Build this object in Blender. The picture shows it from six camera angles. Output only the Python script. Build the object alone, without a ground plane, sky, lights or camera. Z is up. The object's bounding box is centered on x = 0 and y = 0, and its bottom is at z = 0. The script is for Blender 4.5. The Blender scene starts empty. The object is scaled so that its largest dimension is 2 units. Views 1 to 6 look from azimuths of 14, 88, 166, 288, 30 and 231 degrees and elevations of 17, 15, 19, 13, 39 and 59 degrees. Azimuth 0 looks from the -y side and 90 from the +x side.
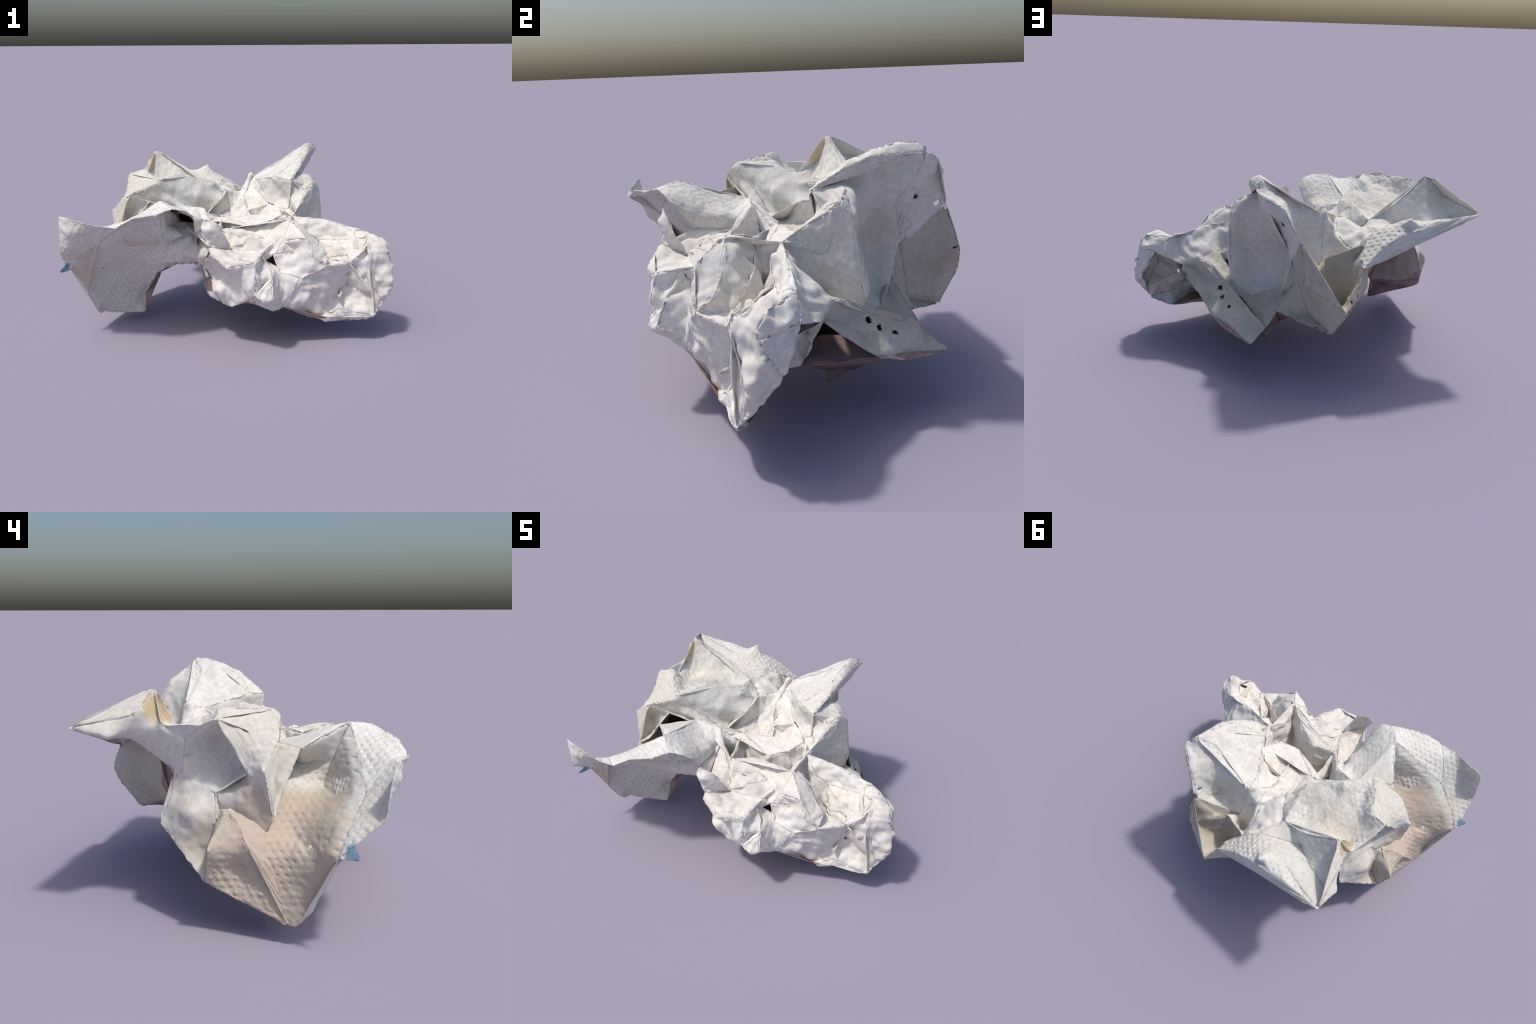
"""A crumpled sheet of embossed paper towel.

The sheet is described as a set of facets ("sheets") that meet along folds.
Each facet is a loop of fold landmarks plus a few landmarks inside it; a smooth
radial-basis surface is stretched over them, meshed finely, then wrinkled,
embossed and given the thickness of paper."""
import bpy, bmesh, math, random
import numpy as np
from mathutils import Vector, noise
from mathutils.geometry import delaunay_2d_cdt

STEP = 0.0105          # mesh spacing in metres
THICK = 0.0035

POINTS = {}
# fold landmarks of the flap
POINTS.update(
    e0=(-0.901, -0.812, 0.853), e1=(-0.855, -0.824, 0.846), e2=(-0.667, -0.840, 0.815), e3=(-0.548, -0.824, 0.802),
    V1=(-0.625, -0.765, 0.795), R1=(-0.730, -0.680, 0.665), R2=(-0.903, -0.639, 0.549), l3=(-0.969, -0.612, 0.456),
    l2=(-0.964, -0.677, 0.515), l1=(-0.928, -0.789, 0.618), fA=(-0.809, -0.754, 0.662), fB=(-0.790, -0.825, 0.775),
    fC=(-0.865, -0.835, 0.765), e5=(-0.455, -0.771, 0.853), e4=(-0.360, -0.714, 0.862), e6=(-0.274, -0.628, 0.882),
    R0=(-0.379, -0.542, 0.908), Rm=(-0.550, -0.615, 0.800), e7=(-0.208, -0.595, 0.866), e8=(-0.174, -0.553, 0.827),
    e89=(-0.223, -0.289, 0.630), e9=(-0.222, -0.364, 0.581), c3=(-0.210, -0.198, 0.698), c2=(-0.235, -0.160, 0.788),
    c1=(-0.410, -0.171, 0.791), cm=(-0.403, -0.355, 0.844), curlr=(-0.205, -0.320, 0.745), curlm=(-0.290, -0.370, 0.790),
    curln=(-0.300, -0.250, 0.755), l4=(-0.918, -0.577, 0.362), l45=(-0.900, -0.550, 0.290), bR=(-0.881, -0.493, 0.175),
    bot=(-0.890, -0.430, 0.100), bL=(-0.882, -0.385, 0.097), botm=(-0.738, -0.313, 0.106), bot2=(-0.640, -0.269, 0.066),
    inl=(-0.651, -0.197, 0.192), mr2=(-0.533, -0.277, 0.358), mr=(-0.430, -0.371, 0.502), rt=(-0.396, -0.392, 0.587),
    dot=(-0.418, -0.456, 0.657), i2=(-0.827, -0.454, 0.426), i3=(-0.867, -0.479, 0.369), i4=(-0.752, -0.412, 0.435),
    i4b=(-0.793, -0.452, 0.421), spike=(-0.998, -0.704, 0.464), ptip=(-0.568, -0.353, 0.806), lumpF=(-0.373, -0.258, 0.718),
    frec=(-0.300, -0.362, 0.650),
)
# fold landmarks of the lining
POINTS.update(
    hb2=(-0.860, -0.310, 0.340), hb=(-0.900, -0.206, 0.444), hs2=(-0.845, -0.147, 0.515), hs1=(-0.800, -0.078, 0.555),
    lumpI=(-0.500, -0.315, 0.640), i1=(-0.444, -0.477, 0.608), we1=(-0.800, -0.030, 0.500), sc2=(-0.790, -0.164, 0.489),
    sc3=(-0.765, -0.032, 0.546),
)
# fold landmarks of the hem
POINTS.update(
    hemL=(-0.890, -0.010, 0.246), hL2=(-0.950, -0.043, 0.418), hmid=(-0.850, -0.160, 0.330), hmid2=(-0.915, -0.100, 0.440),
    w1=(-0.700, 0.217, 0.676), wm2=(-0.740, 0.218, 0.572), hemLL=(-0.770, 0.258, 0.465), we2=(-0.800, -0.014, 0.338),
    wr=(-0.745, -0.004, 0.645), wm=(-0.830, 0.090, 0.533), T=(-0.800, -0.298, 0.539), sc1=(-0.800, -0.257, 0.462),
    sc4=(-0.760, -0.020, 0.620), sc5=(-0.660, -0.105, 0.722), sc6=(-0.790, -0.175, 0.730), k5=(-0.800, -0.235, 0.708),
    scm=(-0.800, -0.131, 0.612), w3d=(-0.700, 0.180, 0.360), w3c=(-0.590, -0.120, 0.260), w3b=(-0.600, -0.020, 0.500),
    w3a=(-0.620, 0.170, 0.700),
)
# fold landmarks of the panel
POINTS.update(
    lp1=(-0.577, -0.229, 0.831), loop1=(-0.695, -0.291, 0.872), m1=(-0.833, -0.260, 0.759), tq=(-0.700, -0.300, 0.620),
    arch2=(-0.518, -0.225, 0.969), Dtr=(-0.427, -0.037, 0.988), top1=(-0.383, -0.016, 0.959), d5=(-0.286, 0.215, 0.888),
    wall3=(-0.344, 0.375, 0.831), wallc=(-0.430, 0.353, 0.865), wrb=(-0.527, 0.369, 0.942), wra=(-0.609, 0.332, 0.993),
    Ncor=(-0.728, 0.287, 1.078), dl1=(-0.746, 0.254, 0.953), dl2=(-0.788, 0.223, 0.918), db2=(-0.770, 0.118, 0.860),
    db1=(-0.800, 0.027, 0.929), k1=(-0.798, -0.038, 0.963), k2=(-0.701, -0.016, 0.995), ddot=(-0.571, 0.101, 0.935),
    Dsh2=(-0.699, 0.260, 0.920), Dw=(-0.460, 0.200, 0.900), k4=(-0.780, -0.192, 0.828), k35=(-0.740, -0.170, 0.902),
    k3=(-0.720, -0.150, 0.912), top2=(-0.521, -0.199, 0.967), fr5=(-0.249, 0.115, 0.887), fr7=(-0.217, 0.204, 0.809),
    fr1=(-0.173, 0.073, 0.810), fr6=(-0.280, 0.022, 0.707), bt1=(-0.271, -0.107, 0.698), fr2=(-0.342, -0.071, 0.724),
    fr4=(-0.445, -0.140, 0.840), loop2=(-0.528, -0.253, 0.938), fr3=(-0.306, -0.042, 0.824), bt3=(-0.213, -0.068, 0.677),
    lpi=(-0.600, -0.120, 0.790), d6=(-0.252, 0.311, 0.820), g1=(-0.197, 0.242, 0.829), g2=(-0.135, 0.221, 0.720),
    bt2=(-0.177, 0.121, 0.696), wall4=(-0.311, 0.355, 0.785),
)
# fold landmarks of the pointed fold
POINTS.update(
    Ntip=(-0.929, 0.611, 0.911), ne1=(-0.782, 0.627, 0.897), ne2=(-0.659, 0.640, 0.889), ne3=(-0.527, 0.665, 0.869),
    ne3b=(-0.469, 0.668, 0.860), nf2=(-0.396, 0.708, 0.831), nf3=(-0.306, 0.729, 0.793), pb3=(-0.167, 0.781, 0.676),
    nb3=(-0.237, 0.621, 0.773), nb2=(-0.323, 0.539, 0.836), nv3=(-0.520, 0.395, 0.800), nv2=(-0.680, 0.445, 0.832),
    nv1=(-0.842, 0.480, 0.855), Nfold=(-0.472, 0.684, 0.917), nwA=(-0.823, 0.332, 0.970), nwB=(-0.845, 0.394, 0.946),
    spk=(-0.710, 0.170, 0.690), nwC=(-0.901, 0.438, 0.867), nwD=(-0.919, 0.548, 0.889), uc=(-0.630, 0.018, 0.850),
    uc2=(-0.680, 0.150, 0.780),
)
# fold landmarks of the pouch
POINTS.update(
    sh1b=(0.146, 0.781, 0.612), pb1=(-0.077, 0.846, 0.455), pb2=(-0.125, 0.852, 0.547), kd=(-0.218, 0.608, 0.685),
    she=(-0.018, 0.585, 0.683), shm=(0.046, 0.692, 0.654), pd2=(-0.140, 0.640, 0.410), pd4=(-0.190, 0.670, 0.530),
    pd5=(0.020, 0.700, 0.520), hook=(0.155, 0.710, 0.827), s3b=(-0.028, 0.500, 0.608), s3c=(0.016, 0.600, 0.619),
    redR=(-0.032, 0.738, 0.293), pu2=(0.050, 0.562, 0.347), s2c=(0.140, 0.500, 0.660), pu1=(-0.050, 0.797, 0.355),
    fsr2=(0.239, 0.531, 0.368), fs1=(0.120, 0.470, 0.500), pwB=(-0.395, 0.410, 0.640), pwA=(-0.310, 0.420, 0.440),
    pwi=(-0.250, 0.660, 0.520),
)
# fold landmarks of the standing fold
POINTS.update(
    top=(0.330, 0.535, 1.131), r1s=(0.325, 0.438, 1.131), r2s=(0.315, 0.344, 1.107), r3s=(0.305, 0.231, 1.058),
    ctop=(0.172, 0.128, 0.952), cr1=(-0.016, 0.332, 0.888), cv1=(-0.048, 0.432, 0.892), sl2=(0.112, 0.437, 0.975),
    sl1=(0.234, 0.451, 1.069), cv3=(0.057, 0.383, 0.919), cv4=(0.050, 0.312, 0.914), tr1=(0.294, 0.080, 0.940),
    sE2=(0.335, 0.210, 1.030), sE1=(0.355, 0.335, 1.085), top2s=(0.360, 0.560, 1.090), cr2=(-0.003, 0.325, 0.813),
    cr3=(0.074, 0.214, 0.772), pv6=(0.210, 0.097, 0.748), tw1=(0.267, 0.114, 0.739), bowl=(0.173, 0.153, 0.840),
    bowl2=(0.238, 0.159, 0.792), s3a=(-0.045, 0.440, 0.800), f3=(0.170, 0.687, 0.857), f2=(0.235, 0.660, 0.996),
    f1=(0.370, 0.603, 1.070), s3g=(0.170, 0.530, 0.680), fc2=(0.240, 0.455, 0.860), fc1=(0.325, 0.517, 0.976),
    fhole=(0.213, 0.544, 0.881), C2r=(0.361, 0.225, 0.960), m1r=(0.452, 0.240, 0.858), C2low=(0.466, 0.257, 0.690),
    m8=(0.460, 0.305, 0.551), m9=(0.450, 0.289, 0.468), s2a=(0.350, 0.360, 0.400), s2b=(0.180, 0.440, 0.420),
    C2r2=(0.298, 0.188, 0.966), s2i=(0.190, 0.370, 0.700),
)
# fold landmarks of the cup fold
POINTS.update(
    X=(0.324, -0.046, 0.733), C2c=(0.426, 0.193, 0.915), mb1=(0.390, 0.170, 0.420), mb2=(0.360, 0.060, 0.530),
    Cb=(0.470, 0.247, 0.653), mci=(0.365, 0.090, 0.640), cin=(0.374, 0.117, 0.866), Cf=(0.399, 0.136, 0.689),
)
# fold landmarks of the wrinkled fold
POINTS.update(
    cv5=(0.122, 0.164, 0.758), pv3=(0.038, 0.163, 0.657), pv2=(-0.038, 0.137, 0.710), pv1=(-0.048, 0.234, 0.713),
    cv2=(-0.082, 0.265, 0.779), pv7=(0.235, 0.083, 0.705), pv5=(0.197, -0.041, 0.705), cv6=(0.082, -0.110, 0.666),
    pv4=(0.016, 0.020, 0.654), cv7=(-0.007, 0.030, 0.674), cv8=(-0.160, -0.020, 0.700), lo1=(0.290, -0.160, 0.725),
    q4=(0.360, -0.288, 0.779), q3=(0.188, -0.228, 0.718), q2=(0.031, -0.199, 0.689), q1=(-0.084, -0.275, 0.678),
    pe1=(-0.129, -0.152, 0.654), d2b=(0.080, -0.160, 0.600), kb=(-0.165, 0.330, 0.800), kc=(-0.140, 0.407, 0.768),
    kv=(-0.040, 0.400, 0.540), kv2=(-0.070, 0.500, 0.560),
)
# fold landmarks of the bag fold
POINTS.update(
    p9=(0.897, -0.265, 0.179), low18=(0.760, -0.220, 0.120), low16=(0.615, -0.330, 0.165), p7=(0.506, -0.342, 0.164),
    p6=(0.684, -0.298, 0.219), lip0=(0.322, -0.042, 0.732), lip1=(0.549, -0.040, 0.718), lip15=(0.639, -0.036, 0.686),
    lip2=(0.726, -0.051, 0.654), p3=(0.743, -0.096, 0.624), ln3=(0.640, -0.077, 0.601), ln2=(0.494, -0.090, 0.598),
    ln1=(0.400, -0.100, 0.660), p4=(0.731, -0.133, 0.564), p2=(0.808, -0.254, 0.601), bm2=(0.724, -0.280, 0.515),
    pb_a=(0.713, -0.257, 0.555), pb_b=(0.651, -0.233, 0.545), pb_c=(0.587, -0.217, 0.520), pb_d=(0.542, -0.172, 0.500),
    p1=(0.660, -0.227, 0.541), hk=(0.649, -0.210, 0.588), lo2=(0.380, -0.161, 0.649), lo3=(0.500, -0.202, 0.576),
    lo4=(0.580, -0.258, 0.526), beak=(0.601, -0.408, 0.529), r4=(0.589, -0.332, 0.592), r3=(0.447, -0.275, 0.707),
    p5=(0.794, -0.108, 0.642), lt=(0.818, -0.143, 0.660), bm4=(0.853, -0.151, 0.573), lr=(0.765, -0.016, 0.655),
    gl1=(0.925, -0.140, 0.642), gl2=(0.950, -0.174, 0.575), gl3=(0.965, -0.147, 0.495), gf4=(0.950, -0.087, 0.399),
    bagr4=(0.978, -0.168, 0.328), bm6=(0.920, -0.215, 0.265), bm1=(0.836, -0.250, 0.424), lf=(0.834, -0.266, 0.575),
    bagr2=(0.955, -0.135, 0.565), bagr=(0.996, -0.146, 0.481), bm5=(0.919, -0.192, 0.489), be1=(0.985, -0.215, 0.400),
    be2=(0.965, -0.225, 0.310), p10=(0.707, -0.220, 0.361), bm8=(0.751, -0.245, 0.476), gf1=(0.955, -0.161, 0.551),
    gf2=(0.930, -0.083, 0.572), lr1=(0.866, -0.015, 0.570), gf3=(0.920, -0.045, 0.502), gdp=(0.800, -0.076, 0.536),
    p8=(0.351, -0.476, 0.276), tg3=(0.455, -0.443, 0.452), b1=(0.545, -0.358, 0.436), pit=(0.630, -0.358, 0.384),
    p11=(0.644, -0.263, 0.315), bl1=(0.514, -0.406, 0.365), bl2=(0.586, -0.351, 0.306), bl4=(0.395, -0.443, 0.334),
    bl5=(0.472, -0.427, 0.333), bk2=(0.708, 0.080, 0.508), bk1=(0.622, 0.131, 0.561), bk0=(0.495, 0.070, 0.593),
    bkm=(0.716, 0.010, 0.584), bh2=(0.610, 0.073, 0.539), bh3=(0.550, -0.055, 0.399), bu3=(0.570, 0.050, 0.434),
    bh1=(0.680, -0.346, 0.302), as1=(0.630, 0.099, 0.501), ub3=(0.600, 0.000, 0.280),
)
# fold landmarks of the curled strip
POINTS.update(
    tgr=(0.518, -0.427, 0.599), r2=(0.476, -0.406, 0.692), r1=(0.324, -0.378, 0.660), bl3=(0.326, -0.443, 0.478),
    tg2=(0.317, -0.403, 0.493), tg4=(0.276, -0.403, 0.573), tg1=(0.413, -0.378, 0.603), fre=(0.303, -0.565, 0.492),
    fmt=(0.232, -0.470, 0.567), tg5=(0.234, -0.424, 0.544), bl4b=(0.330, -0.460, 0.420), tg6=(0.233, -0.384, 0.585),
    y7=(0.260, -0.318, 0.629), y3=(0.198, -0.297, 0.645), hol=(0.260, -0.315, 0.587),
)
# fold landmarks of the curled edge
POINTS.update(
    th3=(-0.475, 0.000, 0.385), cr4=(-0.340, -0.050, 0.375), lu1=(-0.164, -0.420, 0.485), t4=(-0.056, -0.602, 0.655),
    th5=(-0.280, -0.330, 0.660), fr=(0.324, -0.606, 0.359), fb=(0.285, -0.643, 0.357), fl=(0.226, -0.640, 0.388),
    lu5=(0.157, -0.580, 0.335), bspk=(0.301, -0.477, 0.236), t1=(-0.099, -0.590, 0.824), t2=(-0.011, -0.563, 0.788),
    t2b=(0.012, -0.525, 0.709), t5=(0.036, -0.466, 0.604), t3=(-0.114, -0.597, 0.769), t1b=(-0.076, -0.612, 0.723),
    t7=(-0.052, -0.631, 0.627), t8=(0.059, -0.663, 0.554), t8b=(0.135, -0.643, 0.576), t9=(0.216, -0.607, 0.590),
    t10=(0.226, -0.479, 0.611), y6=(0.239, -0.424, 0.615), t12=(0.065, -0.590, 0.600), t45=(0.004, -0.616, 0.630),
    fv1=(0.232, -0.550, 0.432), lump2=(0.037, -0.524, 0.261), lu4=(-0.071, -0.420, 0.255), lu3=(-0.160, -0.360, 0.267),
    lu2=(-0.190, -0.350, 0.364), lu6=(0.014, -0.500, 0.449), lu7=(0.126, -0.620, 0.526), lmA=(-0.032, -0.575, 0.386),
    lmB=(-0.083, -0.440, 0.450), lmC=(0.091, -0.575, 0.475), lmD=(0.163, -0.640, 0.458), lmE=(0.022, -0.510, 0.413),
    y1=(0.042, -0.469, 0.637), y8=(0.091, -0.420, 0.611), y2=(0.117, -0.435, 0.674), y5=(-0.036, -0.375, 0.693),
    y4=(0.062, -0.342, 0.654), q5=(0.116, -0.275, 0.664), ceh=(0.000, -0.430, 0.620), y9=(0.215, -0.410, 0.470),
)
# fold landmarks of the torn leaf
POINTS.update(
    br1=(0.542, 0.190, 0.538), brA=(0.490, 0.310, 0.445), br3=(0.415, 0.434, 0.387), br45=(0.375, 0.520, 0.370),
    br4=(0.300, 0.575, 0.290), tip2R=(0.406, 0.664, 0.236), br5=(0.514, 0.463, 0.247), br6=(0.573, 0.371, 0.300),
    as5=(0.580, 0.316, 0.296), as4=(0.570, 0.286, 0.357), as3=(0.570, 0.269, 0.400), as2=(0.570, 0.188, 0.448),
    tli=(0.470, 0.500, 0.330), fs2=(0.400, 0.360, 0.390),
)
# fold landmarks of the underside
POINTS.update(
    u1=(-0.350, 0.050, 0.400), u2=(0.000, -0.200, 0.400), ub0=(0.050, 0.050, 0.270), sp3=(0.120, 0.170, 0.130),
    ub2=(0.430, 0.000, 0.235), ub1=(0.500, -0.024, 0.256), sp1=(0.250, 0.140, 0.100), redtip=(0.198, 0.157, 0.004),
    sp2=(0.250, 0.264, 0.090), wA=(0.450, 0.082, 0.348), wB=(0.470, 0.233, 0.351),
)
# centres of worn holes
POINTS.update(hole_a=(0.515, 0.294, 0.437), hole_b=(0.500, 0.348, 0.430), hole_c=(0.505, 0.340, 0.397), hole_d=(0.480, 0.410, 0.359), hole_e=(0.490, 0.404, 0.316), nhole=(-0.665, 0.428, 0.800))
SHEETS = {}
SHEETS['flap'] = [
    ('e0 e1 e2 e3 V1 R1 R2 l3 l2 l1', 'fA fB fC', None, -0.003),
    ('e3 e5 e4 e6 R0 Rm R1 V1', '', None, -0.006),
    ('R0 e6 e7 e8 e89 e9 c3 c2 c1 cm', 'curlr curlm curln', (0.6, -0.2, 0.75), -0.002),
    ('R0 Rm R1 R2 l3 l4 l45 bR bot bL botm bot2 inl mr2 mr rt dot', 'i2 i3 i4 i4b', None, 0.005),
    ('l2 spike l3', '', None, 0),
    ('R0 ptip c1 cm', '', None, 0),
    ('R0 dot rt lumpF c1 ptip', 'frec', (-1, -0.2, 0.2), 0),
]
SHEETS['lining'] = [
    ('Rm R1 R2 l3 l4 l45 bR bot bL hb2 hb hs2 hs1 lumpI lumpF dot R0', 'i1 i2 i3 i4 i4b', (-1, -0.3, 0.3), 0.005, (0.024, 0.02, (-0.1, 1, 0.3))),
    ('we1 hs1 lumpI sc2 sc3', '', None, 0),
]
SHEETS['hem'] = [
    ('hemL hL2 hs1 hs2 hb hb2 bL', 'hmid hmid2', (-1, -0.3, 0.1), 0.004),
    ('w1 wm2 hemLL hemL we2 we1 wr', 'wm', (-1, 0.2, 0.1), 0),
    ('hemL we2 we1 hs1 hL2', '', (-1, 0.5, 0), 0),
    ('T sc1 sc2 sc3 sc4 sc5 sc6 k5', 'scm', (-1, 0, 0), 0),
    ('wr we1 sc3 sc4', '', (-1, 0, 0), 0),
    ('w1 wm2 hemLL w3d w3c w3b w3a', '', (0.3, 1, 0), 0),
]
SHEETS['panel'] = [
    ('lp1 loop1 m1 T tq ptip', '', (0, -1, 0.3), 0, (0.07, 0.05, (0.3, 1, -0.2))),
    ('arch2 Dtr top1 d5 wall3 wallc wrb wra Ncor dl1 dl2 db2 db1 k1 k2', 'ddot Dsh2 Dw', (0, 0, 1), 0.005, (0.05, 0.08, (0, 0, -1))),
    ('arch2 loop1 m1 T k5 sc6 k4 k35 k3 k1 k2', '', (-0.95, -0.3, 0.25), 0.002),
    ('arch2 top2 top1 d5 fr5 fr7 fr1 fr6 bt1 fr2 fr4 loop2 loop1', 'fr3 Dtr', (0.1, -1, 0.7), 0.0015),
    ('fr2 fr4 loop2 loop1 sc6 sc5 c1 bt3 bt1', 'lpi', (0.1, -1, 0.3), 0),
    ('d5 fr7 fr5', '', None, 0),
    ('d5 d6 g1 fr7', '', None, 0.001),
    ('fr7 g1 g2 bt2 fr1', '', None, 0),
    ('fr1 fr6 bt1 bt3 bt2', '', None, 0),
    ('d5 wall3 wall4 d6', '', None, 0),
]
SHEETS['pointed_fold'] = [
    ('Ntip ne1 ne2 ne3 ne3b nf2 nf3 pb3 nb3 nb2 nv3 nv2 nv1', 'Nfold', (0.2, 0.4, 0.9), 0.0055),
    ('Ncor nwA nwB Ntip nv1 nv2 nv3 nb2 wall4 wall3 wallc wrb wra', '', None, 0.001),
    ('Ncor dl1 dl2 db2 spk nv2 nv1 nwC nwD Ntip nwB nwA', '', (-0.8, 0.1, 0.5), 0),
    ('db2 spk w1 wr sc4 sc5 sc6 k4 k35 k3 k1 db1', 'uc uc2', (-1, -0.1, -0.1), 0),
]
SHEETS['pouch'] = [
    ('sh1b pb1 pb2 pb3 nb3 kd she shm', 'pd2 pd4 pd5', (0, 0.4, 1), 0, (0.04, 0.06, (0, -0.5, -1))),
    ('hook sh1b shm she s3b s3c', '', (0, 0.7, 0.7), 0),
    ('sh1b pb1 redR pu2 s2c hook', 'pu1', (0.6, 0.7, -0.1), 0),
    ('s2c pu2 redR fsr2 fs1', '', (1, 0.3, 0.2), 0),
    ('pb1 pb2 pb3 nb3 nb2 nv3 pwB pwA redR', 'pwi', (-1, 0.3, -0.2), 0),
    ('nv3 nv2 spk w1 w3a pwB', '', None, 0),
]
SHEETS['standing_fold'] = [
    ('top r1s r2s r3s ctop cr1 cv1 sl2 sl1', 'cv3 cv4', (-0.2, -0.35, 0.9), 0.001),
    ('top r1s r2s r3s ctop tr1 sE2 sE1 top2s', '', (0.7, -0.5, 0.5), 0.001),
    ('ctop cr1 cr2 cr3 pv6 tw1 tr1', 'bowl bowl2', (0, -1, 0.3), 0.001),
    ('top sl1 sl2 cv1 s3a s3b s3c hook f3 f2 f1 top2s', 's3g', (-0.5, 0.6, 0.6), 0.001),
    ('top2s f1 f2 f3 hook s2c fc2 fc1', 'fhole', (1, 0.3, 0.1), 0.002),
    ('C2r m1r C2low m8 m9 s2a s2b s2c fc2 fc1 top2s sE1 sE2 tr1 C2r2', 's2i', (0.7, 0.7, 0), 0.001, (0.09, 0.08, (-0.7, -0.6, 0))),
]
SHEETS['cup_fold'] = [
    ('X C2c m1r C2low m8 m9 mb1 mb2', 'Cb mci', (1, -0.4, 0.1), 0.001),
    ('C2c C2r m1r', '', None, 0),
    ('C2r2 C2r C2c cin', '', (0, -0.3, 1), 0),
    ('tr1 C2r2 cin C2c X Cf tw1 bowl2', '', (0, -1, 0.4), 0),
]
SHEETS['wrinkled_fold'] = [
    ('cv1 cr1 cr2 cr3 cv5 pv3 pv2 pv1 cv2', '', (0.1, -1, 0.3), 0),
    ('pv2 pv3 cv5 pv6 pv7 pv5 cv6 pv4 cv7', '', (0, -0.6, 0.8), 0),
    ('cv2 pv1 pv2 cv7 pv4 cv6 cv8 bt3 bt2 g2', '', (0, -0.3, 1), 0, (0.03, 0.06, (0, 0.3, -1))),
    ('cv6 pv5 pv7 X lo1 q4 q3 q2 q1 pe1 cv8', 'd2b', (0, 0, 1), 0, (0.32, 0.045, (0, 0.05, -1))),
    ('g1 kb kc kd she s3b s3a cv1 cv2 g2', 'kv kv2', (0, 0, 1), 0, (0.12, 0.07, (0, 0, -1))),
    ('wall4 nb2 nb3 kd kc kb g1 d6', '', (-0.3, 0.3, 0.9), 0),
    ('pv6 tw1 Cf X pv7', '', None, 0),
    ('pe1 q1 c3 c2 c1 bt3 cv8', '', None, 0, (0.2, 0.06, (0, 0.1, -1))),
]
SHEETS['bag_fold'] = [
    ('p9 low18 low16 p7 p6', '', (0, -1, 0.3), 0),
    ('lip0 lip1 lip15 lip2 p3 ln3 ln2 ln1', '', (0, -1, 0.6), 0),
    ('ln2 ln3 p3 p4 p2 bm2 pb_a pb_b pb_c pb_d', 'p1 hk', (0, 0, 1), 0),
    ('bm2 pb_a pb_b pb_c pb_d ln2 ln1 X lo1 lo2 lo3 lo4', '', (0, 0, 1), 0, (0.22, 0.045, (0, 0, -1))),
    ('q4 lo1 lo2 lo3 lo4 beak r4 r3', '', (0.8, 0.6, 0.1), 0),
    ('p3 p5 lt bm4 p2 p4', '', (0, -0.6, 0.8), 0),
    ('lt lr gl1 gl2 gl3 gf4 bagr4 p9 bm6 bm1 lf', 'bagr2 bagr bm5 be1 be2', (1, -0.2, 0.15), 0),
    ('lf bm1 bm6 p10 bm2 p2 bm4 lt', 'bm8', (0.2, -1, 0.2), 0),
    ('gf1 gf2 lr1 gf3 gf4 gl3', '', (1, 0.2, 0), 0),
    ('gl1 lr lr1 gf2 gf1 gl3 gl2', 'gdp', (1, 0.1, 0.1), 0),
    ('lip2 lr lt p5 p3', '', (0, 0, 1), 0),
    ('p9 p6 p7 p8 tg3 beak bm2 p10 bm6', 'b1 pit p11 bl1 bl2 bl4 bl5', (0.2, -1, 0.3), 0),
    ('lip0 lip1 lip15 lip2 lr lr1 bk2 bk1 bk0 mb2 X', 'bkm', (0, 1, 0.1), 0),
    ('bk2 bk1 bh2 bh3 bu3 bh1', '', (0.3, 1, 0.2), 0),
    ('as1 bk2 bh1 bu3 ub3', '', None, 0),
    ('beak lo4 bm2', '', None, 0),
]
SHEETS['curled_strip'] = [
    ('q4 r3 r4 beak tgr r2', '', (0.5, -0.6, 0.5), 0),
    ('q4 r2 r1', '', None, 0),
    ('r1 r2 tgr beak tg3 bl3 tg2 tg4 tg1', '', (0, -0.5, 0.9), 0),
    ('tg2 bl3 tg3 p8 fre fmt tg5', 'bl4b', (0, -1, 0.3), 0),
    ('q4 r1 tg1 tg4 tg6 y7 y3 q3', 'hol', (0, -0.6, 0.8), 0),
]
SHEETS['curled_edge'] = [
    ('lumpF rt mr mr2 th3 cr4 lu1 t4 e9 c3', 'th5', (0, -1, 0.2), 0),
    ('fr fb fl lu5 bspk p8 fre', '', (0, -1, 0), 0),
    ('t1 t2 t2b t5 t4 t3', 't1b', None, 0),
    ('t4 t7 t8 t8b t9 t10 y6 t5', 't12 t45', (0, -0.4, 0.9), 0),
    ('t10 t9 fl fb fr fre fmt', 'fv1', (0.3, -1, 0.1), 0),
    ('t7 t8 t8b t9 fl lu5 lump2 lu4 lu3 lu2 lu1', 'lu6 lu7 lmA lmB lmC lmD lmE', (-0.2, -1, 0), 0),
    ('t5 y1 y8 y2 y3 y7 tg6 y6', '', (0, -0.5, 1), 0),
    ('y5 y4 q5 y3 y2 y8 y1 t5 ceh', '', (0, -0.8, 0.6), 0),
    ('q1 q2 q3 y3 q5 y4 y5', '', (0, -0.5, 0.8), 0),
    ('e9 e89 c3 q1 y5 ceh t5 t4', '', (0, -1, 0.3), 0),
    ('y6 t10 fmt tg5 tg4 tg6', 'y9', (0, 0, 1), 0),
]
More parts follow.
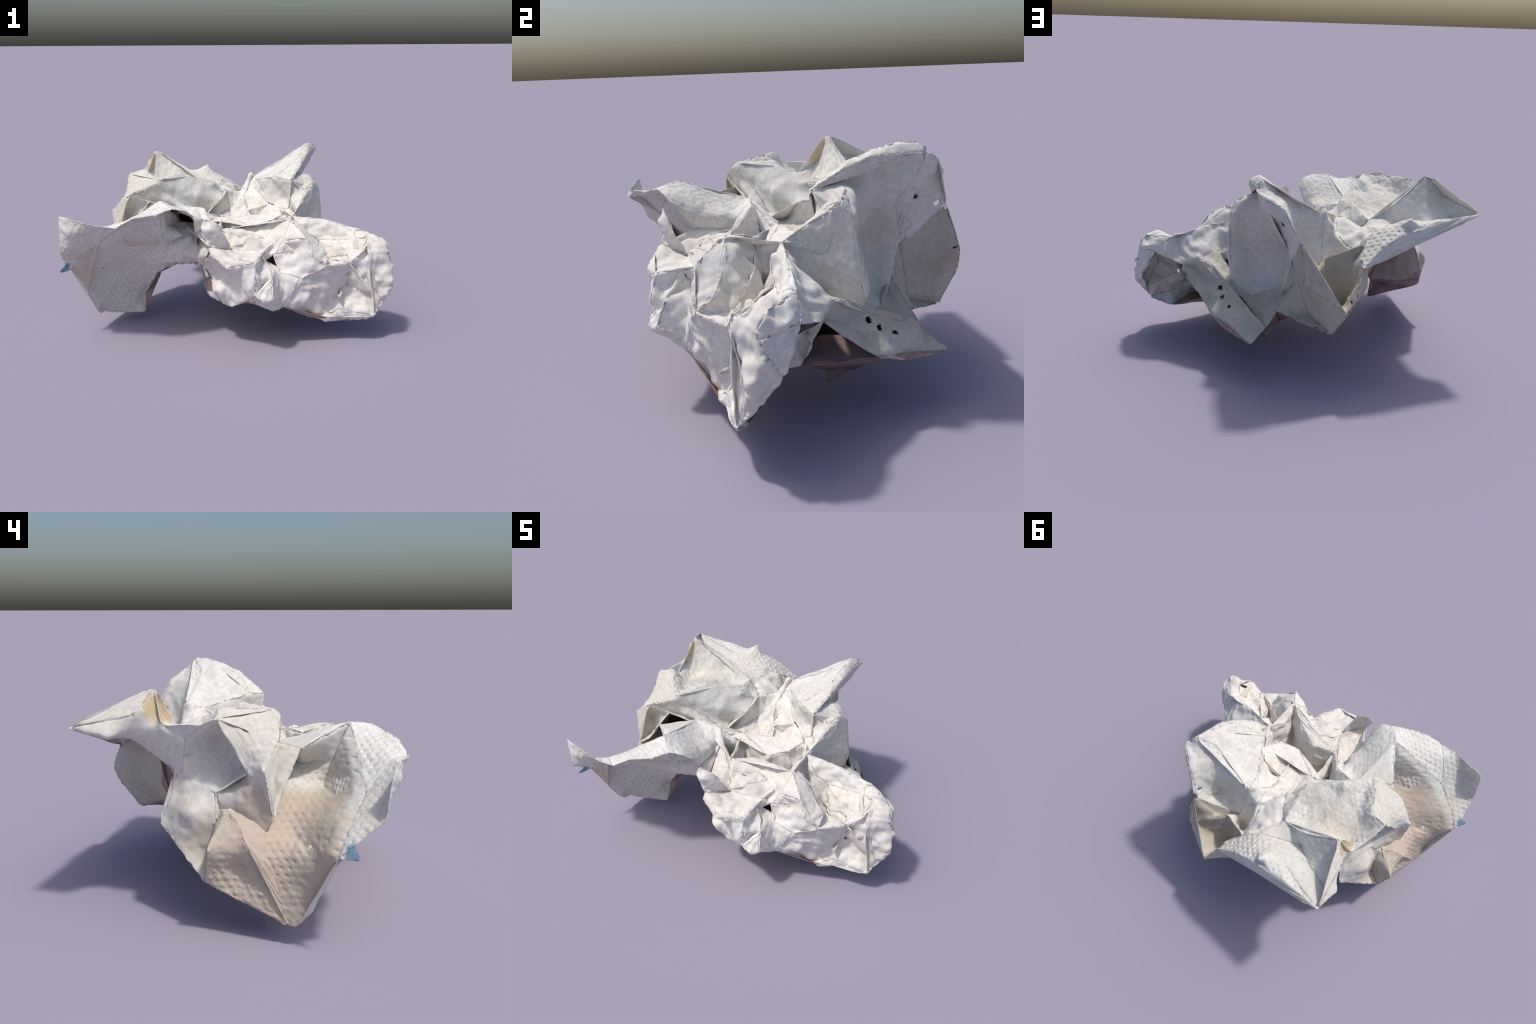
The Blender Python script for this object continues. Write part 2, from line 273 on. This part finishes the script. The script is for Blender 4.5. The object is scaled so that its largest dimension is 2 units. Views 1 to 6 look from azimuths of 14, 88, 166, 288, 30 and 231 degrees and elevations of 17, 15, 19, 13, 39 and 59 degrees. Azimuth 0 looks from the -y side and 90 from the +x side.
SHEETS['torn_leaf'] = [
    ('bk2 bk1 br1 brA br3 br45 br4 tip2R br5 br6 as5 as4 as3 as2 as1', 'tli', (0.8, 0.3, 0.3), 0.001),
    ('s2b fs1 fsr2 br4 fs2 s2a', '', (0.2, 0.5, 0.8), 0),
    ('s2c s2b fs1', '', None, 0),
    ('bk1 br1 brA fs2 s2a m9 mb1 bk0', '', (0, 0.2, 1), 0),
]
SHEETS['underside'] = [
    ('bL botm bot2 hemL', '', (0, 0, 1), 0),
    ('bot2 inl w3c w3d hemLL hemL', '', (0, 0, 1), 0),
    ('inl mr2 th3 u1 w3a w3b w3c', '', None, 0),
    ('th3 cr4 lu1 lu2 lu3 lu4 lump2 u2 u1', '', (0, 0, 1), 0),
    ('u1 u2 ub0 sp3 fsr2 redR pwA pwB w3a', '', (0, 0, 1), 0),
    ('lump2 lu5 bspk p8 p7 low16 low18 ub2 ub1 sp1 ub0 u2', '', (0, 0, 1), 0),
    ('sp3 sp1 redtip sp2', '', (0, 0, 1), 0),
    ('ub0 sp1 sp3', '', None, 0),
    ('sp3 sp2 br4 fsr2', '', None, 0),
    ('ub1 ub3 as5 br6 sp2 sp1', '', (1, 0, 0.2), 0),
    ('ub3 wA wB as5', '', (1, 0, 0.2), 0),
    ('br6 br5 tip2R br4 sp2', '', (0, 0, 1), 0),
]

V = {k: np.array(v, float) for k, v in POINTS.items()}


def plane_axes(loop, direction):
    if direction is None:
        n = np.zeros(3)
        c = loop.mean(0)
        for a, b in zip(loop, np.roll(loop, -1, 0)):
            n += np.cross(a - c, b - c)
    else:
        n = np.array(direction, float)
    n /= np.linalg.norm(n)
    h = np.array((0, 0, 1.0)) if abs(n[2]) < 0.9 else np.array((1.0, 0, 0))
    u = np.cross(h, n); u /= np.linalg.norm(u)
    return u, np.cross(n, u), n


def crosses(p):
    """True when the closed outline p (in 2D) cuts itself."""
    m = len(p)
    q = np.roll(p, -1, 0)
    side = lambda a, b, c: (b[0] - a[0]) * (c[1] - a[1]) - (b[1] - a[1]) * (c[0] - a[0])
    for i in range(m):
        for j in range(i + 2, m):
            if i == 0 and j == m - 1:
                continue
            if side(p[i], q[i], p[j]) * side(p[i], q[i], q[j]) < 0 and side(p[j], q[j], p[i]) * side(p[j], q[j], q[i]) < 0:
                return True
    return False


def open_view(loop, direction):
    """The direction from which the outline of a facet is seen whole, near the given one."""
    u, v, n = plane_axes(loop, direction)
    if not crosses(np.stack([loop @ u, loop @ v], 1)):
        return u, v, n
    best = None
    for k in range(400):
        z = 1 - 2 * (k + 0.5) / 400
        a = k * 2.39996
        d = np.array((math.cos(a) * math.sqrt(1 - z * z), math.sin(a) * math.sqrt(1 - z * z), z))
        u2, v2, n2 = plane_axes(loop, d)
        p = np.stack([loop @ u2, loop @ v2], 1)
        if crosses(p):
            continue
        q = np.roll(p, -1, 0)
        area = abs((p[:, 0] * q[:, 1] - p[:, 1] * q[:, 0]).sum()) / 2
        score = area * (1.0 + max(0.0, float(d @ n)))
        if best is None or score > best[0]:
            best = (score, (u2, v2, n2))
    return best[1] if best else (u, v, n)


def stretched(uv, data_uv, data_w):
    """Radial basis surface w(u, v) through the data, evaluated at uv."""
    def k(a, b):
        d = np.sqrt(((a[:, None] - b[None]) ** 2).sum(-1))
        return d ** 1.25
    m = len(data_uv)
    A = np.zeros((m + 3, m + 3))
    A[:m, :m] = k(data_uv, data_uv)
    A[:m, :m] += np.eye(m) * 1e-5
    A[:m, m] = 1; A[:m, m + 1:] = data_uv
    A[m:, :m] = A[:m, m:].T
    rhs = np.concatenate([data_w, np.zeros(3)])
    c = np.linalg.lstsq(A, rhs, rcond=None)[0]
    return k(uv, data_uv) @ c[:m] + c[m] + uv @ c[m + 1:]


def inside(pts, poly):
    r = np.zeros(len(pts), bool)
    for a, b in zip(poly, np.roll(poly, -1, 0)):
        hit = (a[1] > pts[:, 1]) != (b[1] > pts[:, 1])
        with np.errstate(divide='ignore', invalid='ignore'):
            x = (b[0] - a[0]) * (pts[:, 1] - a[1]) / (b[1] - a[1]) + a[0]
        r ^= hit & (pts[:, 0] < x)
    return r


def facet(loop_names, inner_names, direction, dots, sink=None):
    step_in = 0.0052 if abs(dots) >= 0.002 else STEP
    loop = np.array([V[n] for n in loop_names.split()])
    u, v, n = open_view(loop, direction)
    rim = []
    for a, b in zip(loop, np.roll(loop, -1, 0)):
        k = max(1, int(math.ceil(np.linalg.norm(b - a) / STEP)))
        rim += [a + (b - a) * t / k for t in range(k)]
    rim = np.array(rim)
    inner = np.array([V[m] for m in inner_names.split()]).reshape(-1, 3)
    flat = lambda p: np.stack([p @ u, p @ v], 1)
    rim2 = flat(rim)
    lo, hi = rim2.min(0), rim2.max(0)
    rows = np.arange(lo[1], hi[1], step_in * 0.87)
    grid = [(x + (step_in / 2 if j % 2 else 0), y) for j, y in enumerate(rows) for x in np.arange(lo[0], hi[0], step_in)]
    grid = np.array(grid).reshape(-1, 2)
    if len(grid):
        grid = grid[inside(grid, rim2)]
    if len(grid):
        gap = np.sqrt(((grid[:, None] - rim2[None]) ** 2).sum(-1)).min(1)
        grid, gap = grid[gap > step_in * 0.6], gap[gap > step_in * 0.6]
    step = max(1, len(rim) // 140)
    data = np.concatenate([rim[::step], inner])
    pts = [tuple(p) for p in rim]
    if len(grid):
        w = stretched(grid, flat(data), data @ n)
        # keep the surface between the heights of its landmarks, with a little slack
        span = (data @ n)
        w = np.clip(w, span.min() - 0.04, span.max() + 0.04)
        surf = grid[:, :1] * u + grid[:, 1:] * v + w[:, None] * n
        if sink:            # a pit: steep walls under the rim of the facet
            depth, width, way = sink
            t = np.clip(gap / width, 0, 1)
            surf = surf + (depth * t * t * (3 - 2 * t))[:, None] * np.array(way, float)
        pts += [tuple(q) for q in surf]
    uv = np.concatenate([rim2, grid]) if len(grid) else rim2
    m = len(rim)
    out = delaunay_2d_cdt([Vector(p) for p in uv], [(i, (i + 1) % m) for i in range(m)], [], 1, 1e-7, True)
    source = []
    for vs in out[3]:
        source.append(vs[0] if vs else None)
    faces = []
    for f in out[2]:
        ids = [source[i] for i in f]
        if None not in ids and len(set(ids)) == 3:
            faces.append(ids)
    if any(s is None for s in source):
        print('CROSSING', loop_names, sum(s is None for s in source))
    down = -n if n[2] > 0.25 or (abs(n[2]) <= 0.25 and n[1] > 0) else n
    emboss = []
    S = 0.037
    for p in uv:
        a, b = p[0] / S, p[1] / (S * 0.87)
        r = math.floor(b)
        best = 9
        for rr in (r, r + 1):
            off = 0.5 * (rr % 2)
            q = round(a - off) + off
            best = min(best, math.hypot(a - q, (b - rr) * 0.87))
        emboss.append(tuple(down * (1.6 * abs(dots) * max(0.0, 1 - best / 0.30) ** 0.8)))
    return pts, faces, emboss


def ridged(p, scale, octaves=3):
    t, amp = 0.0, 1.0
    for o in range(octaves):
        t += amp * (1 - abs(noise.noise(p * scale + Vector((7.3 * o, 3.1, 1.7 * o)))) * 2)
        scale *= 2.05
        amp *= 0.5
    return t


PLEATS = dict(bag_fold=0.021, curled_strip=0.017, curled_edge=0.020, wrinkled_fold=0.019, cup_fold=0.008, standing_fold=0.006, torn_leaf=0.006, panel=0.005, hem=0.005)


def pleat(p):
    """Crumpled-paper relief: bent folds with sharp ridges and valleys and flat sides."""
    q = p + noise.noise_vector(p * 5) * 0.07
    t = 0.0
    for k, (a, f, amp) in enumerate(FOLDS):
        x = (q.x * a[0] + q.y * a[1] + q.z * a[2]) * f + 0.37 * k
        fade = 0.55 + 0.9 * noise.noise(p * 4.5 + Vector((11.0 * k, 2.0, 5.0)))
        t += amp * max(0.0, fade) * (4 * abs(x - math.floor(x + 0.5)) - 1)
    return t


FOLDS = [((0.62, -0.15, 0.77), 8.0, 0.55), ((-0.71, 0.35, 0.61), 10.5, 0.45), ((0.25, 0.95, 0.2), 9.0, 0.35), ((0.9, 0.3, -0.35), 19.0, 0.2),
         ((-0.2, 0.5, 0.84), 23.0, 0.16)]


ROUGH = dict(lining=0.35, flap=0.35, hem=0.5, panel=0.5, pointed_fold=0.35, pouch=0.5, standing_fold=0.7, cup_fold=0.8,
             wrinkled_fold=0.7, bag_fold=0.7, curled_strip=0.6, curled_edge=0.7, torn_leaf=0.7, underside=0.2)


HOLES = [(Vector(V[k]), r) for k, r in (('fhole', 0.017), ('hook', 0.022), ('hole_a', 0.016), ('hole_b', 0.011), ('hole_c', 0.017), ('hole_d', 0.013), ('hole_e', 0.014), ('nhole', 0.013), ('p10', 0.014))]
TORN = [(Vector(V[k]), r) for k, r in (('e0', 0.13), ('pb2', 0.10), ('sh1b', 0.08), ('f3', 0.07))]


def orient(bm):
    """Turn neighbouring faces the same way wherever exactly two of them meet."""
    bm.faces.index_update()
    seen = set()
    for start in bm.faces:
        if start.index in seen:
            continue
        seen.add(start.index)
        queue = [start]
        while queue:
            f = queue.pop()
            for e in f.edges:
                if len(e.link_faces) != 2:
                    continue
                g = e.link_faces[0] if e.link_faces[1] is f else e.link_faces[1]
                if g.index in seen:
                    continue
                if not e.is_contiguous:
                    g.normal_flip()
                seen.add(g.index)
                queue.append(g)


def build_all():
    """Stretch every facet, weld them along their folds, wrinkle, and cut into parts."""
    bm = bmesh.new()
    lay = bm.verts.layers.float_vector.new('emboss')
    part_of = bm.faces.layers.int.new('part')
    names = list(SHEETS)
    for s, name in enumerate(names):
        for loop, inner, direction, dots, *sink in SHEETS[name]:
            p, f, e = facet(loop, inner, direction, dots, *sink)
            vs = [bm.verts.new(q) for q in p]
            for q, w in zip(vs, e):
                q[lay] = w
            for t in f:
                face = bm.faces.new([vs[i] for i in t])
                face[part_of] = s
    bmesh.ops.remove_doubles(bm, verts=bm.verts, dist=0.0006)
    bmesh.ops.delete(bm, geom=[q for q in bm.verts if not q.link_faces], context='VERTS')
    # even out stretched triangles
    for r in range(3):
        long_edges = [e for e in bm.edges if e.calc_length() > STEP * 1.75]
        if not long_edges:
            break
        bmesh.ops.subdivide_edges(bm, edges=long_edges, cuts=1)
        bmesh.ops.triangulate(bm, faces=[f for f in bm.faces if len(f.verts) > 3], quad_method='BEAUTY', ngon_method='BEAUTY')
    bm.verts.index_update()
    co = np.array([q.co for q in bm.verts])
    free = [e for e in bm.edges if len(e.link_faces) == 1]
    free_verts = {q.index for e in free for q in e.verts}
    # torn edges are smoothed along themselves, the rest over the surface
    half = np.array([[a.index, b.index] for e in bm.edges for a, b in (e.verts, tuple(e.verts)[::-1])
                     if len(e.link_faces) == 1 or a.index not in free_verts])
    n = len(co)
    deg = np.maximum(1, np.bincount(half[:, 0], minlength=n)).astype(float)[:, None]
    def relaxed(co, rounds):
        for r in range(rounds):
            for k in (0.5, -0.515):
                acc = np.zeros_like(co)
                np.add.at(acc, half[:, 0], co[half[:, 1]])
                co = co + k * (acc / deg - co)
        return co

    co = relaxed(co, 12)
    for q, p in zip(bm.verts, co):
        q.co = p
    orient(bm)
    bm.normal_update()
    rough = np.zeros(n)
    fold = np.zeros(n)
    for q in bm.verts:
        rough[q.index] = np.mean([ROUGH[names[f[part_of]]] for f in q.link_faces])
        fold[q.index] = min(PLEATS.get(names[f[part_of]], 0.0) for f in q.link_faces)
    # relief fades out towards sharp folds, so that fold lines stay clean
    flatness = np.array([sum((f.normal for f in q.link_faces), Vector()).length / max(1, len(q.link_faces)) for q in bm.verts])
    flat_here = np.clip((flatness - 0.86) / 0.12, 0, 1)[:, None]
    for r in range(4):
        acc = np.zeros_like(flat_here)
        np.add.at(acc, half[:, 0], flat_here[half[:, 1]])
        flat_here = 0.5 * flat_here + 0.5 * acc / deg
    shift = []
    for q in bm.verts:
        c = q.co
        keep = float(flat_here[q.index, 0])
        d = noise.noise_vector(c * 8) * 0.003 + noise.noise_vector(c * 24 + Vector((5, 5, 5))) * 0.0025
        if q.index in free_verts:
            d = d + noise.noise_vector(c * 55) * 0.004 + noise.noise_vector(c * 140) * 0.003
        else:
            w = 0.011 * (ridged(c, 7.5) - 0.9) + 0.004 * (ridged(c + Vector((3, 1, 2)), 24, 2) - 0.8)
            lump = 0.0012 * noise.noise(c * 60)
            d = d + q.normal * (keep * (rough[q.index] * w + lump))
            if fold[q.index]:
                d = d + q.normal * (keep * fold[q.index] * pleat(c))
        shift.append(d)
    co = relaxed(np.array([q.co + d for q, d in zip(bm.verts, shift)]), 3)
    for q, p in zip(bm.verts, co):
        q.co = p
    bm.normal_update()
    # embossed dots: pits on the upper side of the paper, pimples below
    for q in bm.verts:
        if q[lay].length > 1e-6 and q.index not in free_verts:
            mask = min(1.0, max(0.0, noise.noise(q.co * 4) * 2.0 + 1.0))
            q.co = q.co + q[lay] * mask
    bm.normal_update()
    # worn holes and nibbled edges
    gone = []
    for f in bm.faces:
        c = f.calc_center_median()
        if any((c - h).length < r * (1 + 0.5 * noise.noise(c * 45)) for h, r in HOLES):
            gone.append(f)
        elif any((c - h).length < r and noise.noise(c * 28 + Vector((2, 0, 9))) > 0.18 + 0.5 * (c - h).length / r for h, r in TORN):
            gone.append(f)
    bmesh.ops.delete(bm, geom=gone, context='FACES')
    out = []
    for s, name in enumerate(names):
        faces = [f for f in bm.faces if f[part_of] == s]
        index, pts = {}, []
        tris = []
        for f in faces:
            t = []
            for q in f.verts:
                if q.index not in index:
                    index[q.index] = len(pts); pts.append(q.co.copy())
                t.append(index[q.index])
            tris.append(t)
        mesh = bpy.data.meshes.new(name)
        mesh.from_pydata(pts, [], tris)
        cut = bmesh.new()
        cut.from_mesh(mesh)
        bmesh.ops.split_edges(cut, edges=[e for e in cut.edges if len(e.link_faces) > 2 or (len(e.link_faces) == 2 and not e.is_contiguous)])
        cut.to_mesh(mesh)
        cut.free()
        mesh.shade_smooth()
        mesh.set_sharp_from_angle(angle=math.radians(62))
        mesh.materials.append(USE[name])
        obj = bpy.data.objects.new(name, mesh)
        bpy.context.scene.collection.objects.link(obj)
        so = obj.modifiers.new('thickness', 'SOLIDIFY')
        so.thickness = THICK
        so.offset = 0
        out.append(obj)
    bm.free()
    return out


def paper(name, base, warm, stain=None):
    m = bpy.data.materials.new(name)
    m.use_nodes = True
    t = m.node_tree
    N, L = t.nodes, t.links
    bs = N['Principled BSDF']
    bs.inputs['Roughness'].default_value = 0.9
    bs.inputs['Specular IOR Level'].default_value = 0.15
    co = N.new('ShaderNodeTexCoord')
    n1 = N.new('ShaderNodeTexNoise'); n1.inputs['Scale'].default_value = 4.0; n1.inputs['Detail'].default_value = 5
    L.new(co.outputs['Object'], n1.inputs['Vector'])
    r1 = N.new('ShaderNodeValToRGB')
    r1.color_ramp.elements[0].position = 0.35; r1.color_ramp.elements[0].color = (*warm, 1)
    r1.color_ramp.elements[1].position = 0.6; r1.color_ramp.elements[1].color = (*base, 1)
    L.new(n1.outputs['Fac'], r1.inputs['Fac'])
    n2 = N.new('ShaderNodeTexNoise'); n2.inputs['Scale'].default_value = 45.0; n2.inputs['Detail'].default_value = 6
    L.new(co.outputs['Object'], n2.inputs['Vector'])
    r2 = N.new('ShaderNodeValToRGB')
    r2.color_ramp.elements[0].position = 0.3; r2.color_ramp.elements[0].color = (0.86, 0.85, 0.83, 1)
    r2.color_ramp.elements[1].position = 0.6; r2.color_ramp.elements[1].color = (1, 1, 1, 1)
    L.new(n2.outputs['Fac'], r2.inputs['Fac'])
    mx = N.new('ShaderNodeMix'); mx.data_type = 'RGBA'; mx.blend_type = 'MULTIPLY'
    mx.inputs['Factor'].default_value = 1.0
    L.new(r1.outputs['Color'], mx.inputs['A']); L.new(r2.outputs['Color'], mx.inputs['B'])
    colour = mx.outputs['Result']
    for (cx, cy, cz), radius, tint in stain or ():      # a tinted patch with a ragged outline
        ds = N.new('ShaderNodeVectorMath'); ds.operation = 'DISTANCE'
        ds.inputs[1].default_value = (cx, cy, cz)
        L.new(co.outputs['Object'], ds.inputs[0])
        jn = N.new('ShaderNodeMath'); jn.operation = 'MULTIPLY_ADD'
        L.new((n1 if radius > 0.2 else n2).outputs['Fac'], jn.inputs[0]); jn.inputs[1].default_value = radius * 0.6
        L.new(ds.outputs['Value'], jn.inputs[2])
        mr = N.new('ShaderNodeMapRange')
        mr.inputs['From Min'].default_value = radius * 1.03
        mr.inputs['From Max'].default_value = radius * 1.33
        mr.inputs['To Min'].default_value = 0.8; mr.inputs['To Max'].default_value = 0.0
        L.new(jn.outputs[0], mr.inputs['Value'])
        m2 = N.new('ShaderNodeMix'); m2.data_type = 'RGBA'
        L.new(mr.outputs['Result'], m2.inputs['Factor'])
        L.new(colour, m2.inputs['A']); m2.inputs['B'].default_value = (*tint, 1)
        colour = m2.outputs['Result']
    L.new(colour, bs.inputs['Base Color'])
    n3 = N.new('ShaderNodeTexNoise'); n3.inputs['Scale'].default_value = 130.0; n3.inputs['Detail'].default_value = 4
    L.new(co.outputs['Object'], n3.inputs['Vector'])
    bp = N.new('ShaderNodeBump'); bp.inputs['Strength'].default_value = 0.25; bp.inputs['Distance'].default_value = 0.004
    L.new(n3.outputs['Fac'], bp.inputs['Height']); L.new(bp.outputs['Normal'], bs.inputs['Normal'])
    return m


def printed(name):
    m = bpy.data.materials.new(name)
    m.use_nodes = True
    t = m.node_tree
    N, L = t.nodes, t.links
    bs = N['Principled BSDF']
    bs.inputs['Roughness'].default_value = 0.9
    co = N.new('ShaderNodeTexCoord')
    vo = N.new('ShaderNodeTexVoronoi'); vo.inputs['Scale'].default_value = 3.2
    nz = N.new('ShaderNodeTexNoise'); nz.inputs['Scale'].default_value = 5.0; nz.inputs['Detail'].default_value = 4
    L.new(co.outputs['Object'], nz.inputs['Vector'])
    L.new(co.outputs['Object'], vo.inputs['Vector'])
    r = N.new('ShaderNodeValToRGB')
    e = r.color_ramp.elements
    e[0].position = 0.32; e[0].color = (0.09, 0.11, 0.18, 1)
    e[1].position = 0.44; e[1].color = (0.30, 0.21, 0.20, 1)
    x = e.new(0.56); x.color = (0.42, 0.30, 0.28, 1)
    x = e.new(0.66); x.color = (0.34, 0.13, 0.10, 1)
    L.new(nz.outputs['Fac'], r.inputs['Fac'])
    L.new(r.outputs['Color'], bs.inputs['Base Color'])
    return m


white = paper('white_paper', (0.78, 0.765, 0.74), (0.72, 0.69, 0.64))
plain = paper('embossed_paper', (0.77, 0.76, 0.735), (0.70, 0.67, 0.62),
              [((-0.97, -0.68, 0.48), 0.05, (0.10, 0.24, 0.36))])
beige_patched = paper('beige_patch_paper', (0.74, 0.725, 0.69), (0.66, 0.62, 0.56),
                [((-0.80, -0.33, 0.36), 0.42, (0.50, 0.415, 0.335))])
tip = paper('edge_stained_paper', (0.76, 0.75, 0.72), (0.70, 0.675, 0.63),
            [((-0.77, 0.24, 0.99), 0.085, (0.60, 0.46, 0.26)), ((-0.80, 0.25, 0.93), 0.03, (0.12, 0.36, 0.36))])
mid = paper('dull_paper', (0.74, 0.725, 0.69), (0.64, 0.61, 0.55))
beige = paper('beige_paper', (0.60, 0.565, 0.50), (0.52, 0.475, 0.41))
grey = paper('grey_paper', (0.62, 0.60, 0.555), (0.56, 0.53, 0.475))  # base darkened to carry the shade lying on the torn leaf
bright = paper('crumpled_paper', (0.815, 0.795, 0.77), (0.76, 0.72, 0.67))
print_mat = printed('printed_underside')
USE = dict(flap=plain, lining=beige_patched, hem=beige_patched, panel=mid, pointed_fold=tip, pouch=beige, standing_fold=white,
           cup_fold=white, wrinkled_fold=bright, bag_fold=bright, curled_strip=bright, curled_edge=bright,
           torn_leaf=grey, underside=print_mat)

root = bpy.data.objects.new('crumpled_paper_towel', None)
bpy.context.scene.collection.objects.link(root)
root['label'] = 'crumpled white embossed paper towel with torn edges'
root['category'] = 'paper towel'
for o in build_all():
    o.parent = root
